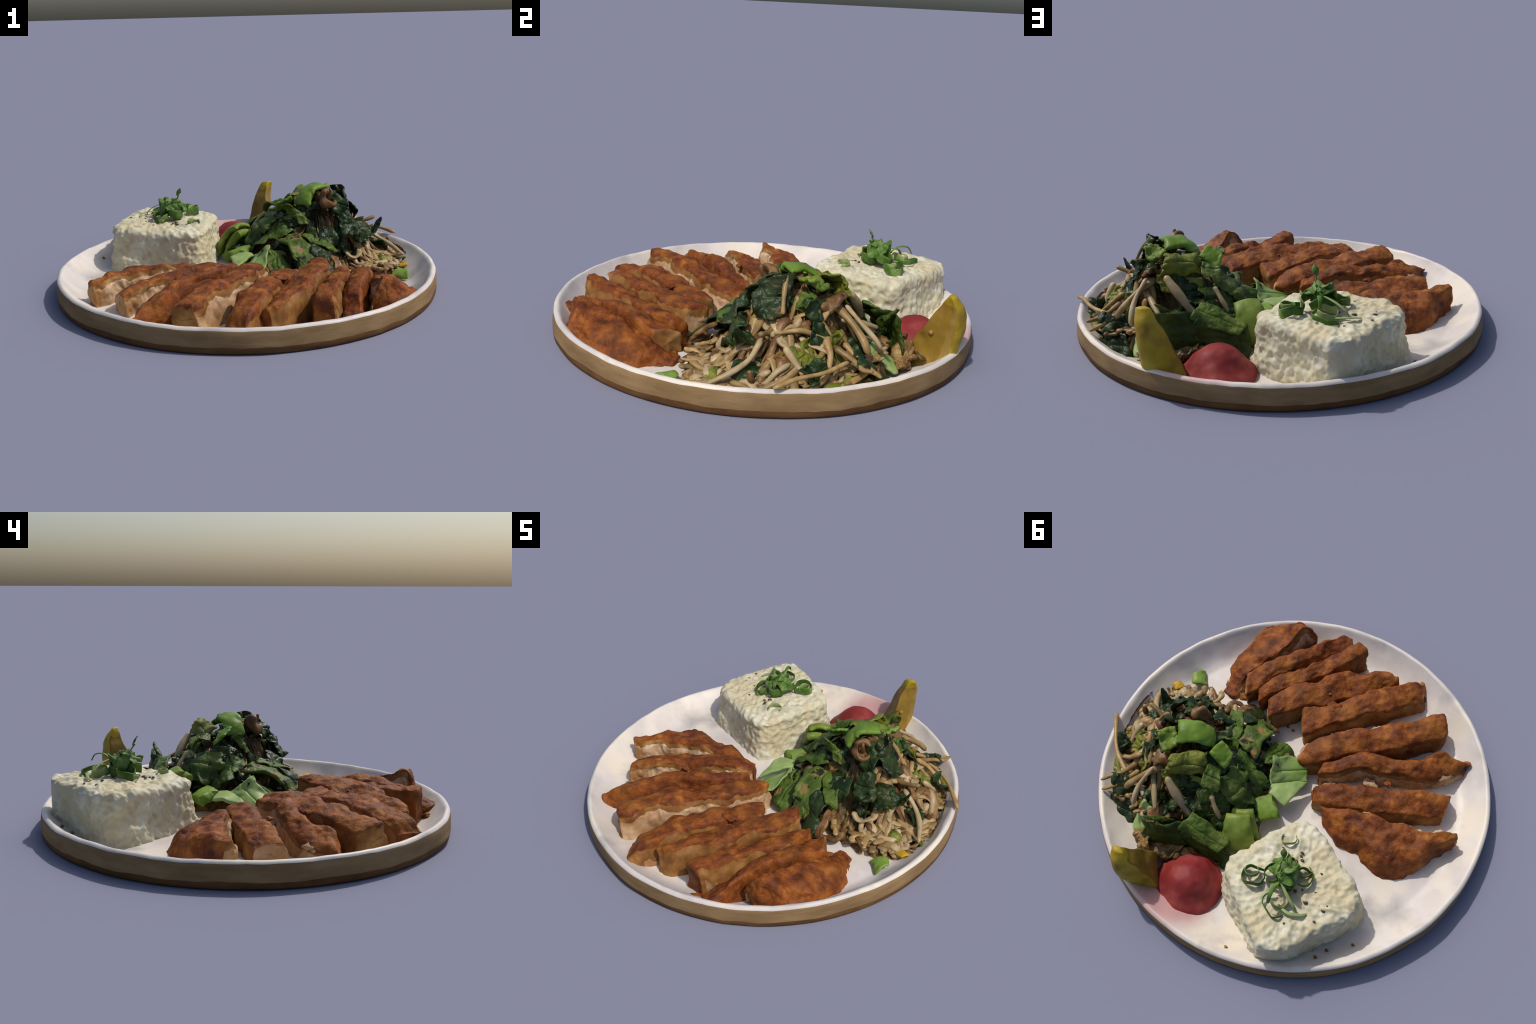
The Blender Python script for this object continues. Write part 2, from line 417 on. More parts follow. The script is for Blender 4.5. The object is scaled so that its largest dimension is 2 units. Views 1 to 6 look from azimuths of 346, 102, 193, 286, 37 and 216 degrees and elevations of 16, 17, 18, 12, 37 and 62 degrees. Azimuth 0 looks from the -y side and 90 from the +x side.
chicken_slice(
    [(-0.098, -0.136, 0.150), (-0.194, -0.271, 0.172), (-0.343, -0.345, 0.178), (-0.432, -0.387, 0.163), (-0.471, -0.432, 0.160), (-0.530, -0.531, 0.155), (-0.602, -0.567, 0.120), (-0.681, -0.601, 0.090)],
    [(-0.101, -0.079, 0.132), (-0.172, -0.136, 0.148), (-0.271, -0.234, 0.170), (-0.358, -0.262, 0.155), (-0.457, -0.328, 0.145), (-0.532, -0.372, 0.115), (-0.640, -0.472, 0.090), (-0.672, -0.536, 0.075)],
    0.045, 0.007, "crust", "meat", seed=3)
chicken_slice(
    [(0.038, -0.092, 0.125), (0.044, -0.202, 0.150), (-0.038, -0.304, 0.166), (-0.115, -0.394, 0.175), (-0.258, -0.536, 0.178), (-0.430, -0.733, 0.168)],
    [(-0.006, -0.086, 0.125), (-0.073, -0.150, 0.137), (-0.173, -0.272, 0.143), (-0.257, -0.344, 0.139), (-0.354, -0.439, 0.160), (-0.501, -0.637, 0.130)],
    0.048, 0.007, "meat", "golden", cut_out="golden", seed=4)
chicken_slice(
    [(0.179, -0.346, 0.155), (0.093, -0.427, 0.152), (0.029, -0.521, 0.165), (-0.060, -0.640, 0.170), (-0.190, -0.813, 0.135), (-0.242, -0.887, 0.080)],
    [(0.103, -0.235, 0.120), (0.029, -0.326, 0.145), (-0.071, -0.452, 0.160), (-0.165, -0.586, 0.148), (-0.253, -0.716, 0.116), (-0.290, -0.779, 0.070)],
    0.042, 0.007, "mixed", "golden", cut_in="golden", seed=5)
chicken_slice(
    [(0.348, -0.274, 0.172), (0.297, -0.424, 0.175), (0.202, -0.525, 0.178), (0.163, -0.617, 0.178), (0.055, -0.713, 0.172), (-0.027, -0.796, 0.165), (-0.093, -0.806, 0.140)],
    [(0.297, -0.205, 0.163), (0.238, -0.274, 0.155), (0.188, -0.359, 0.155), (0.099, -0.439, 0.130), (0.028, -0.554, 0.135), (-0.053, -0.660, 0.128), (-0.125, -0.782, 0.115)],
    0.040, 0.007, "golden", "golden", cut_in="meat", seed=6)
chicken_slice(
    [(0.449, -0.325, 0.130), (0.419, -0.428, 0.150), (0.358, -0.510, 0.160), (0.280, -0.638, 0.168), (0.226, -0.760, 0.182), (0.169, -0.830, 0.190)],
    [(0.412, -0.265, 0.113), (0.378, -0.325, 0.132), (0.320, -0.418, 0.142), (0.243, -0.536, 0.138), (0.171, -0.662, 0.163), (0.108, -0.824, 0.178)],
    0.040, 0.007, "mixed", "crust", seed=7)
chicken_slice(
    [(0.570, -0.372, 0.130), (0.519, -0.457, 0.145), (0.438, -0.581, 0.160), (0.384, -0.686, 0.155), (0.331, -0.797, 0.125), (0.272, -0.927, 0.080)],
    [(0.497, -0.263, 0.100), (0.463, -0.343, 0.115), (0.413, -0.449, 0.135), (0.343, -0.579, 0.132), (0.281, -0.727, 0.095), (0.239, -0.869, 0.070)],
    0.028, 0.007, "crust", "golden", cut_in="golden", seed=8)
chicken_slice(  # the broad end piece by the sprouts
    [(0.641, -0.256, 0.020), (0.663, -0.395, 0.085), (0.656, -0.533, 0.095), (0.633, -0.671, 0.110), (0.563, -0.725, 0.165), (0.504, -0.753, 0.200), (0.467, -0.763, 0.170)],
    [(0.579, -0.243, 0.030), (0.576, -0.367, 0.090), (0.533, -0.486, 0.130), (0.496, -0.583, 0.160), (0.473, -0.669, 0.190), (0.464, -0.746, 0.200), (0.406, -0.782, 0.120)],
    lambda t: 0.02 + 0.04 * math.sin(math.pi * t), 0.025, "crust", "meat", seed=9, bump=0.012)

def flake(x, y, z, r, seed, name="crust_knob", mat="crust"):
    """A dark knob of crust standing on a slice."""
    V = []
    for a in np.linspace(-1.35, 1.35, 12):
        for t in np.linspace(0, 2 * math.pi, 20, endpoint=False):
            d = np.array([math.cos(a) * math.cos(t) * 1.4, math.cos(a) * math.sin(t), math.sin(a) * 0.8])
            V.append(np.array([x, y, z - 0.012 - 0.25 * r]) + d * np.array([1, 1, 0.6]) * r * (1 + 0.6 * fbm(d, 1.3, 3, seed)))
    F = ring_faces(12, 20) + [tuple(range(20))[::-1], tuple(220 + j for j in range(20))]
    V = [(q[0], q[1], max(q[2], 0.004)) for q in V]
    part(name, V, F, M[mat], chicken)
for k, (x, y, z, r) in enumerate(((0.064, -0.439, 0.172, 0.030), (0.03, -0.455, 0.168, 0.022), (0.296, -0.262, 0.180, 0.022), (-0.41, -0.23, 0.150, 0.016), (0.13, -0.50, 0.165, 0.018), (-0.22, -0.37, 0.15, 0.016), (0.20, -0.885, 0.055, 0.030), (0.24, -0.905, 0.06, 0.026), (-0.27, -0.845, 0.045, 0.030), (0.45, -0.24, 0.03, 0.026), (-0.5, 0.00, 0.135, 0.018), (0.55, -0.28, 0.03, 0.024))):
    flake(x, y, z, r, k)
flake(-0.585, -0.480, 0.104, 0.050, 21, "torn_meat", "meat")
flake(-0.33, -0.205, 0.10, 0.030, 22, "torn_meat", "meat")

# ------------------------------------------------------------------ rice
rice = thing("rice_mound", "square mound of white rice with scallion garnish", "rice", (-0.37, 0.54, 0.026))
RC = np.array([-0.365, 0.54])

def rounded_outline(corners, rad, n):
    """Even points on a polygon with rounded corners."""
    C = [np.array(c) for c in corners]
    pts = []
    k = len(C)
    for i in range(k):
        p, c, q = C[i - 1], C[i], C[(i + 1) % k]
        u, v = (p - c) / np.linalg.norm(p - c), (q - c) / np.linalg.norm(q - c)
        a, b = c + u * rad, c + v * rad
        for t in np.linspace(0, 1, 12):
            pts.append((1 - t) ** 2 * a + 2 * t * (1 - t) * c + t * t * b)
    P = np.vstack([pts, pts[0]])
    d = np.r_[0, np.cumsum(np.linalg.norm(np.diff(P, axis=0), axis=1))]
    s = np.linspace(0, d[-1], n, endpoint=False)
    return np.c_[np.interp(s, d, P[:, 0]), np.interp(s, d, P[:, 1])]

def build_rice():
    n = 320
    top = rounded_outline([(-0.202, 0.172), (-0.704, 0.395), (-0.460, 0.890), (-0.008, 0.630)], 0.125, n)
    foot = rounded_outline([(-0.182, 0.140), (-0.728, 0.365), (-0.470, 0.905), (0.032, 0.648)], 0.11, n)
    rows = []
    for z in np.linspace(0.0, 0.212, 44):
        t = z / 0.212
        f = (1 - t) ** 2.2
        xy = top * (1 - f) + foot * f
        rows.append(np.c_[xy, np.full(n, 0.008 + z)])
    for a in np.linspace(0.1, math.pi / 2, 10):
        s = 1 - 0.13 * (1 - math.cos(a))
        rows.append(np.c_[RC + (top - RC) * s, 0.220 + 0.039 * math.sin(a) - 0.016 * math.sin(a) * (((top - RC) * s)[:, 0] + 0.1 - ((top - RC) * s)[:, 1])])
    for s in np.linspace(0.84, 0.0, 38):
        rows.append(np.c_[RC + (top - RC) * s, 0.259 + 0.005 * (1 - s) - 0.016 * (((top - RC) * s)[:, 0] + 0.1) + 0.016 * ((top - RC) * s)[:, 1]])
    V = np.vstack(rows)
    F = ring_faces(len(rows), n)
    N0 = vertex_normals(V, F)
    for k in range(len(V)):
        p = V[k]
        d0, d1 = cell((p[0], p[1], p[2] * 0.8), 28.0)
        e0, e1 = cell((p[0] + 3, p[1], p[2]), 46.0)
        d = 0.012 * fbm(p, 8.0, 3, 2.0) + (0.45 - d0) * 0.016 + (0.4 - e0) * 0.008
        V[k] = p + N0[k] * d
        r = np.hypot(V[k][0], V[k][1])
        if r > 0.94:
            V[k][:2] *= (0.94 + 0.2 * min(r - 0.94, 0.1)) / r
        V[k][2] = max(V[k][2], min(floor_z(V[k][0], V[k][1]) - 0.003, 0.1))
    part("rice_block", V, F, M["rice"], rice)
build_rice()

def pepper():
    V, F = [], []
    spots = [(-0.267, 0.331), (-0.272, 0.407), (-0.293, 0.400), (-0.324, 0.399), (-0.469, 0.492), (-0.409, 0.515), (-0.384, 0.539), (-0.455, 0.556), (-0.517, 0.540), (-0.539, 0.608), (-0.435, 0.693), (-0.214, 0.395), (-0.30, 0.42), (-0.31, 0.385)]
    spots += [(RC[0] + R.uniform(-0.2, 0.2), RC[1] + R.uniform(-0.2, 0.2)) for _ in range(5)]
    for x, y in spots:
        r = R.uniform(0.005, 0.010)
        a0 = R.uniform(0, 3)
        b = len(V)
        for lat in (-0.5, 0.0, 0.6):
            for j in range(7):
                a = a0 + 2 * math.pi * j / 7
                q = r * math.cos(lat * 1.3) * R.uniform(0.75, 1.2)
                V.append((x + 1.4 * q * math.cos(a), y + q * math.sin(a), 0.267 - 0.016 * (x - RC[0] + 0.1) + 0.016 * (y - RC[1]) + lat * r * 0.4))
        for i in range(2):
            for j in range(7):
                k = (j + 1) % 7
                F.append((b + i * 7 + j, b + i * 7 + k, b + (i + 1) * 7 + k, b + (i + 1) * 7 + j))
        F.append(tuple(b + 14 + j for j in range(7)))
        F.append(tuple(b + 6 - j for j in range(7)))
    part("black_pepper", V, F, M["pepper"], rice, kind="stuff")
pepper()

for k, (x, y) in enumerate(((-0.633, 0.626), (-0.719, 0.534), (-0.611, 0.688), (-0.358, 0.103), (-0.251, 0.895), (0.195, -0.263), (0.231, -0.266))):
    V, F = tube([(x - 0.008, y, floor_z(x, y) + 0.003), (x, y + 0.003, floor_z(x, y) + 0.007), (x + 0.008, y - 0.002, floor_z(x, y) + 0.003)], [0.004, 0.008, 0.004], 8)
    part("crumb", V, F, M["golden"], rice)

# --- sheets: leaves and stems from four corners
def sheet(corners, bu=0.0, bv=0.0, thick=0.012, ruffle=0.012, freq=9.0, nu=34, nv=34, seed=0.0, corner=0.82, rag=0.07, vein=0.0):
    """Closed leaf or stem piece spanned by four corners. bu/bv arch it along u and v,
    ruffle waves its rim; corner < 1 rounds the outline."""
    p00, p10, p11, p01 = [np.array(c, float) for c in corners]
    nrm = np.cross(p10 - p00 + p11 - p01, p01 - p00 + p11 - p10)
    nrm /= np.linalg.norm(nrm)
    if nrm[2] < 0:
        nrm = -nrm
    size = 0.5 * (np.linalg.norm(p11 - p00) + np.linalg.norm(p10 - p01))
    top, bot = [], []
    S = np.empty((nu, nv, 3))
    edge = np.empty((nu, nv))
    for i in range(nu):
        for j in range(nv):
            a, b = 2 * i / (nu - 1) - 1, 2 * j / (nv - 1) - 1
            x, y = a * math.sqrt(1 - (1 - corner) * b * b), b * math.sqrt(1 - (1 - corner) * a * a)
            u, v = (x + 1) / 2, (y + 1) / 2
            p = p00 * (1 - u) * (1 - v) + p10 * u * (1 - v) + p11 * u * v + p01 * (1 - u) * v
            e = max(abs(a), abs(b))
            edge[i, j] = e
            h = bu * 4 * u * (1 - u) + bv * 4 * v * (1 - v)
            h += ruffle * ((0.4 + 0.9 * e * e) * fbm(p, freq, 2, seed) + 0.35 * e * fbm(p, freq * 3.0, 2, seed + 2))
            h -= vein * math.exp(-(b / 0.09) ** 2)
            w = rag * size * (0.3 + e * e)
            p = p + w * np.array([fbm(p, 12.0, 3, seed + 3), fbm(p, 12.0, 3, seed + 8), 0.0])
            S[i, j] = p + nrm * h
    du, dv = np.gradient(S, axis=0), np.gradient(S, axis=1)
    nn = np.cross(du, dv)
    nn /= np.linalg.norm(nn, axis=2)[..., None] + 1e-12
    t = 0.5 * thick * np.sqrt(np.clip(1 - edge ** 10, 0, 1) * 0.92 + 0.08)
    A, B = S + nn * t[..., None], S - nn * t[..., None]
    V = np.vstack([A.reshape(-1, 3), B.reshape(-1, 3)])
    o = nu * nv
    F = []
    for i in range(nu - 1):
        for j in range(nv - 1):
            q = (i * nv + j, (i + 1) * nv + j, (i + 1) * nv + j + 1, i * nv + j + 1)
            F.append(q)
            F.append(tuple(o + k for k in q[::-1]))
    rim = [i * nv for i in range(nu)] + [(nu - 1) * nv + j for j in range(1, nv)] + [i * nv + nv - 1 for i in range(nu - 2, -1, -1)] + list(range(nv - 2, 0, -1))
    for k in range(len(rim)):
        a, b = rim[k], rim[(k + 1) % len(rim)]
        F.append((b, a, o + a, o + b))
    V[:, 2] = np.maximum(V[:, 2], 0.012)
    return V, F

def ribbon(path, width, thick, side=(0, 0, 1)):
    """A flat strip with depth following a path; 'side' is the strip's broad direction."""
    P = catmull(path, 28)
    r = [width * (0.35 + 0.65 * math.sin(math.pi * min(max(k / 27, 0.04), 0.96)) ** 0.5) for k in range(28)]
    return tube(P, r, m=10, flat=thick / width, up=tuple(np.cross(side, P[-1] - P[0]) + 1e-6))

def hoop(cx, cy, cz, r, a0, a1, tilt=0.0, lean=0.0, squash=1.0):
    pts = []
    for k in range(9):
        a = math.radians(a0 + (a1 - a0) * k / 8)
        g = 1 + 0.35 * fbm((math.cos(a) + cx * 30, math.sin(a), cy * 30), 0.9, 2, 1.0)
        pts.append((cx + r * g * math.cos(a), cy + r * g * squash * math.sin(a), cz + tilt * r * math.cos(a) + lean * r * math.sin(a) + 0.35 * r * fbm((math.cos(a), math.sin(a), cx * 20), 0.9, 2, 4.0)))
    return pts

def add_curl(path, width=0.016, thick=0.006, mat="scallion", vertical=True):
    P = catmull(path, 30)
    P[:, 2] -= 0.015
    rad = [width * (0.4 + 0.6 * math.sin(math.pi * (0.06 + 0.88 * k / 29)) ** 0.5) for k in range(30)]
    # flat strip standing on edge: squash across the horizontal side vector
    T = np.gradient(P, axis=0)
    V = []
    m = 10
    for i in range(30):
        t = T[i] / np.linalg.norm(T[i])
        s = np.cross(t, (0, 0, 1.0))
        s = s / (np.linalg.norm(s) + 1e-9)
        u = np.cross(s, t)
        if not vertical:
            s, u = u, s
        for j in range(m):
            a = 2 * math.pi * j / m
            V.append(P[i] + rad[i] * math.cos(a) * u + thick * 0.5 * math.sin(a) * s)
    F = ring_faces(30, m) + [tuple(range(m))[::-1], tuple(29 * m + j for j in range(m))]
    part("scallion_curl", V, F, M[mat], rice)

def garnish():
    add_curl(hoop(-0.19, 0.60, 0.300, 0.052, -120, 200, lean=0.1), 0.022, 0.006, "scallion")
    add_curl(hoop(-0.175, 0.585, 0.312, 0.030, 0, 250, tilt=0.3), 0.016, 0.006, "scallion_pale")
    add_curl(hoop(-0.35, 0.615, 0.302, 0.042, 30, 330, tilt=0.2), 0.020, 0.006, "scallion_pale")
    add_curl(hoop(-0.36, 0.640, 0.296, 0.060, -40, 150), 0.012, 0.006, "scallion")
    add_curl(hoop(-0.385, 0.47, 0.305, 0.040, 90, 380, lean=0.2), 0.018, 0.006, "scallion")
    add_curl(hoop(-0.30, 0.47, 0.322, 0.038, 150, 460, tilt=-0.3), 0.026, 0.007, "scallion")
    add_curl(hoop(-0.33, 0.53, 0.335, 0.044, 0, 300, tilt=0.5), 0.028, 0.007, "scallion")
    add_curl(hoop(-0.27, 0.54, 0.328, 0.040, 90, 420, lean=-0.4), 0.026, 0.007, "scallion")
    add_curl([(-0.315, 0.56, 0.335), (-0.315, 0.61, 0.375), (-0.325, 0.655, 0.375), (-0.33, 0.675, 0.345)], 0.010, 0.006, "scallion", False)
    add_curl([(-0.33, 0.57, 0.36), (-0.385, 0.60, 0.345), (-0.43, 0.615, 0.315), (-0.446, 0.617, 0.285)], 0.008, 0.005, "scallion_pale", False)
    add_curl([(-0.36, 0.64, 0.292), (-0.42, 0.65, 0.30), (-0.47, 0.625, 0.295), (-0.49, 0.60, 0.285)], 0.008, 0.005, "scallion_pale", False)
    add_curl(hoop(-0.215, 0.345, 0.292, 0.034, 0, 230), 0.012, 0.005, "scallion_pale")
    add_curl(hoop(-0.37, 0.44, 0.290, 0.026, 10, 260), 0.012, 0.005, "scallion_pale")
    for k, (c, s) in enumerate((
        ([(-0.35, 0.45, 0.31), (-0.27, 0.44, 0.33), (-0.26, 0.52, 0.37), (-0.34, 0.53, 0.37)], 1.0),
        ([(-0.38, 0.50, 0.31), (-0.33, 0.46, 0.36), (-0.29, 0.54, 0.375), (-0.37, 0.57, 0.33)], 2.0),
        ([(-0.25, 0.46, 0.30), (-0.24, 0.54, 0.31), (-0.30, 0.56, 0.37), (-0.30, 0.48, 0.37)], 3.0),
        ([(-0.33, 0.56, 0.30), (-0.25, 0.55, 0.31), (-0.27, 0.52, 0.375), (-0.33, 0.52, 0.375)], 4.0))):
        V, F = sheet(c, 0.010, 0.008, 0.006, 0.035, 20, 22, 22, s, 0.8, 0.14)
        part("garnish_leaf", V, F, M["scallion"], rice)
    V, F = tube(catmull([(-0.285, 0.51, 0.355), (-0.28, 0.49, 0.385), (-0.274, 0.472, 0.41)], 10), [0.0035] * 10, 6)
    part("sprig_stalk", V, F, M["scallion"], rice)
    V, F = sheet([(-0.284, 0.480, 0.396), (-0.256, 0.479, 0.420), (-0.264, 0.457, 0.452), (-0.287, 0.460, 0.428)], 0.004, 0.003, 0.006, 0.004, 20, 14, 14, 1.0, 0.75)
    part("sprig_leaf", V, F, M["scallion"], rice)
garnish()

# ------------------------------------------------------------------ tomato
tomato = thing("tomato_half", "red tomato half resting cut side down", "tomato", (0.09, 0.75, 0.03))
def build_tomato():
    n, rows = 72, []
    for a in np.linspace(-0.25, math.pi / 2, 30):
        r = 0.150 * (math.cos(a) if a > 0 else math.cos(a) ** 1.5)
        r += 0.022 * max(0.0, 0.35 - max(a, 0)) / 0.35
        z = 0.032 + 0.122 * (math.sin(a) if a > 0 else math.sin(a) * 0.9)
        if a > 0:
            r *= 1 - 0.17 * math.sin(2 * a)
        rows.append([(0.100 + r * math.cos(t) - 0.005 * math.sin(a), 0.748 + r * math.sin(t) - 0.02 * math.sin(a), z) for t in np.linspace(0, 2 * math.pi, n, endpoint=False)])
    rows.insert(0, [(0.09 + 0.02 * math.cos(t), 0.75 + 0.02 * math.sin(t), rows[0][0][2]) for t in np.linspace(0, 2 * math.pi, n, endpoint=False)])
    V = np.array(rows).reshape(-1, 3)
    V = np.array([p + 0.016 * fbm(p, 7.0, 3, 3.0) * np.array([(p[0] - 0.09) * 6, (p[1] - 0.75) * 6, 0.7]) for p in V])
    part("tomato_skin", V, ring_faces(len(rows), n), M["tomato"], tomato)
build_tomato()

# ------------------------------------------------------------------ lemon
lemon = thing("lemon_wedge", "upright lemon wedge leaning on the plate rim", "lemon", (0.36, 0.82, 0.05))
def build_lemon():
    """Wedge standing on its lower tip. Level by level: the core edge (towards the greens), the
    rind's right edge, its middle (towards the rim) and its left edge; two cut faces between."""
    levels = [
        (0.360, (0.357, 0.868), (0.394, 0.882), (0.362, 0.905), (0.328, 0.884)),
        (0.310, (0.342, 0.832), (0.396, 0.905), (0.345, 0.938), (0.300, 0.887)),
        (0.250, (0.336, 0.797), (0.394, 0.907), (0.335, 0.948), (0.268, 0.876)),
        (0.195, (0.325, 0.765), (0.390, 0.902), (0.325, 0.946), (0.249, 0.868)),
        (0.140, (0.304, 0.735), (0.388, 0.895), (0.318, 0.935), (0.232, 0.855)),
        (0.080, (0.308, 0.715), (0.390, 0.875), (0.308, 0.918), (0.202, 0.848)),
        (0.020, (0.352, 0.738), (0.392, 0.815), (0.300, 0.890), (0.175, 0.835))]
    n, m = 50, 56
    core, right, mid, left = [catmull([(*l[k], l[0]) for l in levels], n) for k in (1, 2, 3, 4)]
    rows = []
    for k in range(n):
        c, a, mm, a2 = core[k], right[k], mid[k], left[k]
        ctl = 2 * mm - 0.5 * (a + a2)
        pts = [c + (a - c) * q / 16 for q in range(16)]
        pts += [(1 - u) ** 2 * a + 2 * u * (1 - u) * ctl + u * u * a2 for u in np.arange(18) / 18]
        pts += [a2 + (c - a2) * q / 22 for q in range(22)]
        pts = np.array(pts)
        for _ in range(2):
            pts = (np.roll(pts, 1, 0) + 2 * pts + np.roll(pts, -1, 0)) / 4
        rows.append(pts)
    def shut(r, dz):
        c = r.mean(0)
        return [c + (r - c) * f + np.array([0, 0, dz * g]) for f, g in ((0.9, 0.5), (0.7, 0.85), (0.4, 1.0), (0.03, 1.05))]
    rows = shut(rows[0], 0.008)[::-1] + rows + shut(rows[-1], -0.008)
    V = np.vstack(rows)
    V = np.array([p + 0.006 * np.array([fbm(p, 12, 2, 1), fbm(p, 12, 2, 4), fbm(p, 12, 2, 7)]) for p in V])
    V[:, 2] = np.maximum(V[:, 2], 0.006)
    F = np.array(ring_faces(len(rows), m))
    nn = vertex_normals(V, F)
    j, i = np.arange(len(F)) % m, np.arange(len(F)) // m
    top = V[F].mean(1)[:, 2] > 0.322
    rind = ((j >= 16) & (j < 34)) | top
    pith = ~rind & ((j >= 13) & (j < 16))
    for nm, sel, mat in (("rind", rind, M["rind"]), ("pith", pith, M["pith"]), ("flesh", ~rind & ~pith, M["flesh"])):
        used, inv = np.unique(F[sel], return_inverse=True)
        part(nm, V[used], inv.reshape(-1, 4), mat, lemon, normals=nn[used])
    V, F = tube([(0.344, 0.800, 0.185), (0.349, 0.808, 0.187), (0.354, 0.816, 0.189)], [0.008, 0.012, 0.008], 10)
    part("lemon_seed", V, F, M["pith"], lemon)
build_lemon()

# ------------------------------------------------------------------ stir-fried vegetables
veg = thing("stir_fried_vegetables", "tall heap of bok choy, greens and bean sprouts", "vegetables", (0.48, 0.22, 0.026))

HILL = [  # spot heights of the heap under its loose leaves
    (0.47, 0.25, 0.41), (0.40, 0.18, 0.34), (0.54, 0.22, 0.40), (0.58, 0.12, 0.33), (0.50, 0.10, 0.33), (0.66, 0.22, 0.27),
    (0.68, 0.11, 0.19), (0.78, 0.13, 0.080), (0.78, 0.05, 0.070), (0.56, -0.01, 0.12), (0.62, -0.03, 0.09), (0.50, -0.05, 0.12), (0.45, 0.00, 0.20), (0.35, 0.05, 0.20),
    (0.30, 0.15, 0.28), (0.25, 0.05, 0.16), (0.32, -0.10, 0.07), (0.20, -0.05, 0.06), (0.10, 0.05, 0.05), (0.14, 0.15, 0.12),
    (0.20, 0.25, 0.22), (0.30, 0.30, 0.29), (0.40, 0.35, 0.32), (0.50, 0.38, 0.32), (0.58, 0.32, 0.34), (0.64, 0.36, 0.21),
    (0.72, 0.36, 0.16), (0.72, 0.28, 0.19), (0.79, 0.25, 0.165), (0.80, 0.40, 0.075), (0.85, 0.30, 0.07), (0.90, 0.20, 0.058), (0.90, 0.05, 0.048),
    (0.82, -0.05, 0.04), (0.72, -0.10, 0.042), (0.60, -0.10, 0.055), (0.50, -0.12, 0.055), (0.45, -0.20, 0.03), (0.65, 0.50, 0.09),
    (0.55, 0.53, 0.10), (0.44, 0.56, 0.13), (0.42, 0.47, 0.18), (0.30, 0.45, 0.21), (0.25, 0.50, 0.17), (0.15, 0.48, 0.11),
    (0.17, 0.40, 0.19), (0.10, 0.40, 0.12), (0.05, 0.30, 0.09), (0.05, 0.20, 0.06), (0.90, 0.30, 0.08), (0.78, 0.50, 0.07)]
HP = np.array(HILL)
OUT = np.array([(0.72, 0.60), (0.86, 0.42), (0.93, 0.25), (0.955, 0.08), (0.90, -0.07), (0.73, -0.19), (0.55, -0.19), (0.42, -0.24), (0.34, -0.19), (0.22, -0.14), (0.08, -0.10), (-0.03, -0.01), (0.02, 0.16), (-0.02, 0.30), (-0.02, 0.40), (0.10, 0.52), (0.28, 0.58), (0.44, 0.64), (0.60, 0.66)])
OC = np.array([0.45, 0.22])

def hill(x, y):
    d2 = (HP[:, 0] - x) ** 2 + (HP[:, 1] - y) ** 2 + 0.0009
    w = d2 ** -2.0
    return float((w * HP[:, 2]).sum() / w.sum())

def hill_normal(x, y, e=0.02):
    g = np.array([hill(x - e, y) - hill(x + e, y), hill(x, y - e) - hill(x, y + e), 2 * e])
    return g / np.linalg.norm(g)

def inside(x, y, s=1.0):
    p = (np.array([x, y]) - OC) / s + OC
    c = False
    for i in range(len(OUT)):
        a, b = OUT[i - 1], OUT[i]
        if (a[1] > p[1]) != (b[1] > p[1]) and p[0] < (b[0] - a[0]) * (p[1] - a[1]) / (b[1] - a[1]) + a[0]:
            c = not c
    return c

def build_heap():
    n = 260
    P = catmull(np.vstack([OUT, OUT[:1]]), n + 1)[:n]
    rows = []
    for s in np.r_[np.linspace(0.02, 0.9, 62), np.linspace(0.92, 1.0, 7)]:
        q = OC + (P - OC) * s
        z = np.array([hill(x, y) for x, y in q])
        if s > 0.9:
            f = (1 - s) / 0.1
            fl = np.array([floor_z(x, y) for x, y in q]) - 0.004
            z = fl + (z - fl) * math.sqrt(max(f, 0))
        rows.append(np.c_[q, z])
    V = np.vstack(rows)
    F = [f[::-1] for f in ring_faces(len(rows), n)]
    F = ring_faces(len(rows), n)
    N0 = vertex_normals(V, F)
    if N0[:, 2].mean() < 0:
        F = [f[::-1] for f in F]
        N0 = -N0
    for k in range(len(V)):
        p = V[k]
        # strands draping downhill from the crown
        th, rr = math.atan2(p[1] - 0.20, p[0] - 0.47), math.hypot(p[0] - 0.47, p[1] - 0.20)
        bend = 0.35 * fbm(p, 4.0, 2, 6.0)
        ridged = 1 - abs(fbm((th * 2.0 + bend, rr * 1.6, 0.0), 5.5, 2, 11.0)) * 2.4
        d = 0.034 * ridged - 0.040 + 0.018 * fbm(p, 6.0, 2, 3.0) + 0.003 * fbm(p, 26, 2, 1.0)
        V[k] = p + N0[k] * d
    for p in V:      # stay inside the dish
        r = math.hypot(p[0], p[1])
        if r > 0.935:
            p[:2] *= 0.935 / r
        p[2] = max(p[2], floor_z(p[0], p[1]) - 0.004)
    part("sauced_heap", V, F, M["heap"], veg, kind="stuff")
build_heap()

def leaf(name, mat, corners, **kw):
    V, F = sheet(corners, **kw)
    part(name, V, F, M[mat], veg)

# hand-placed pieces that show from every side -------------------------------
def stem(mat, corners, **kw):
    kw = {"thick": 0.03, "ruffle": 0.012, "rag": 0.05, "corner": 0.9, **kw}
    leaf("bok_choy_stem", mat, corners, **kw)

def green(mat, corners, **kw):
    kw = {"thick": 0.010, "ruffle": 0.03, "rag": 0.10, "corner": 0.86, "vein": 0.006, **kw}
    leaf("leaf", mat, corners, **kw)

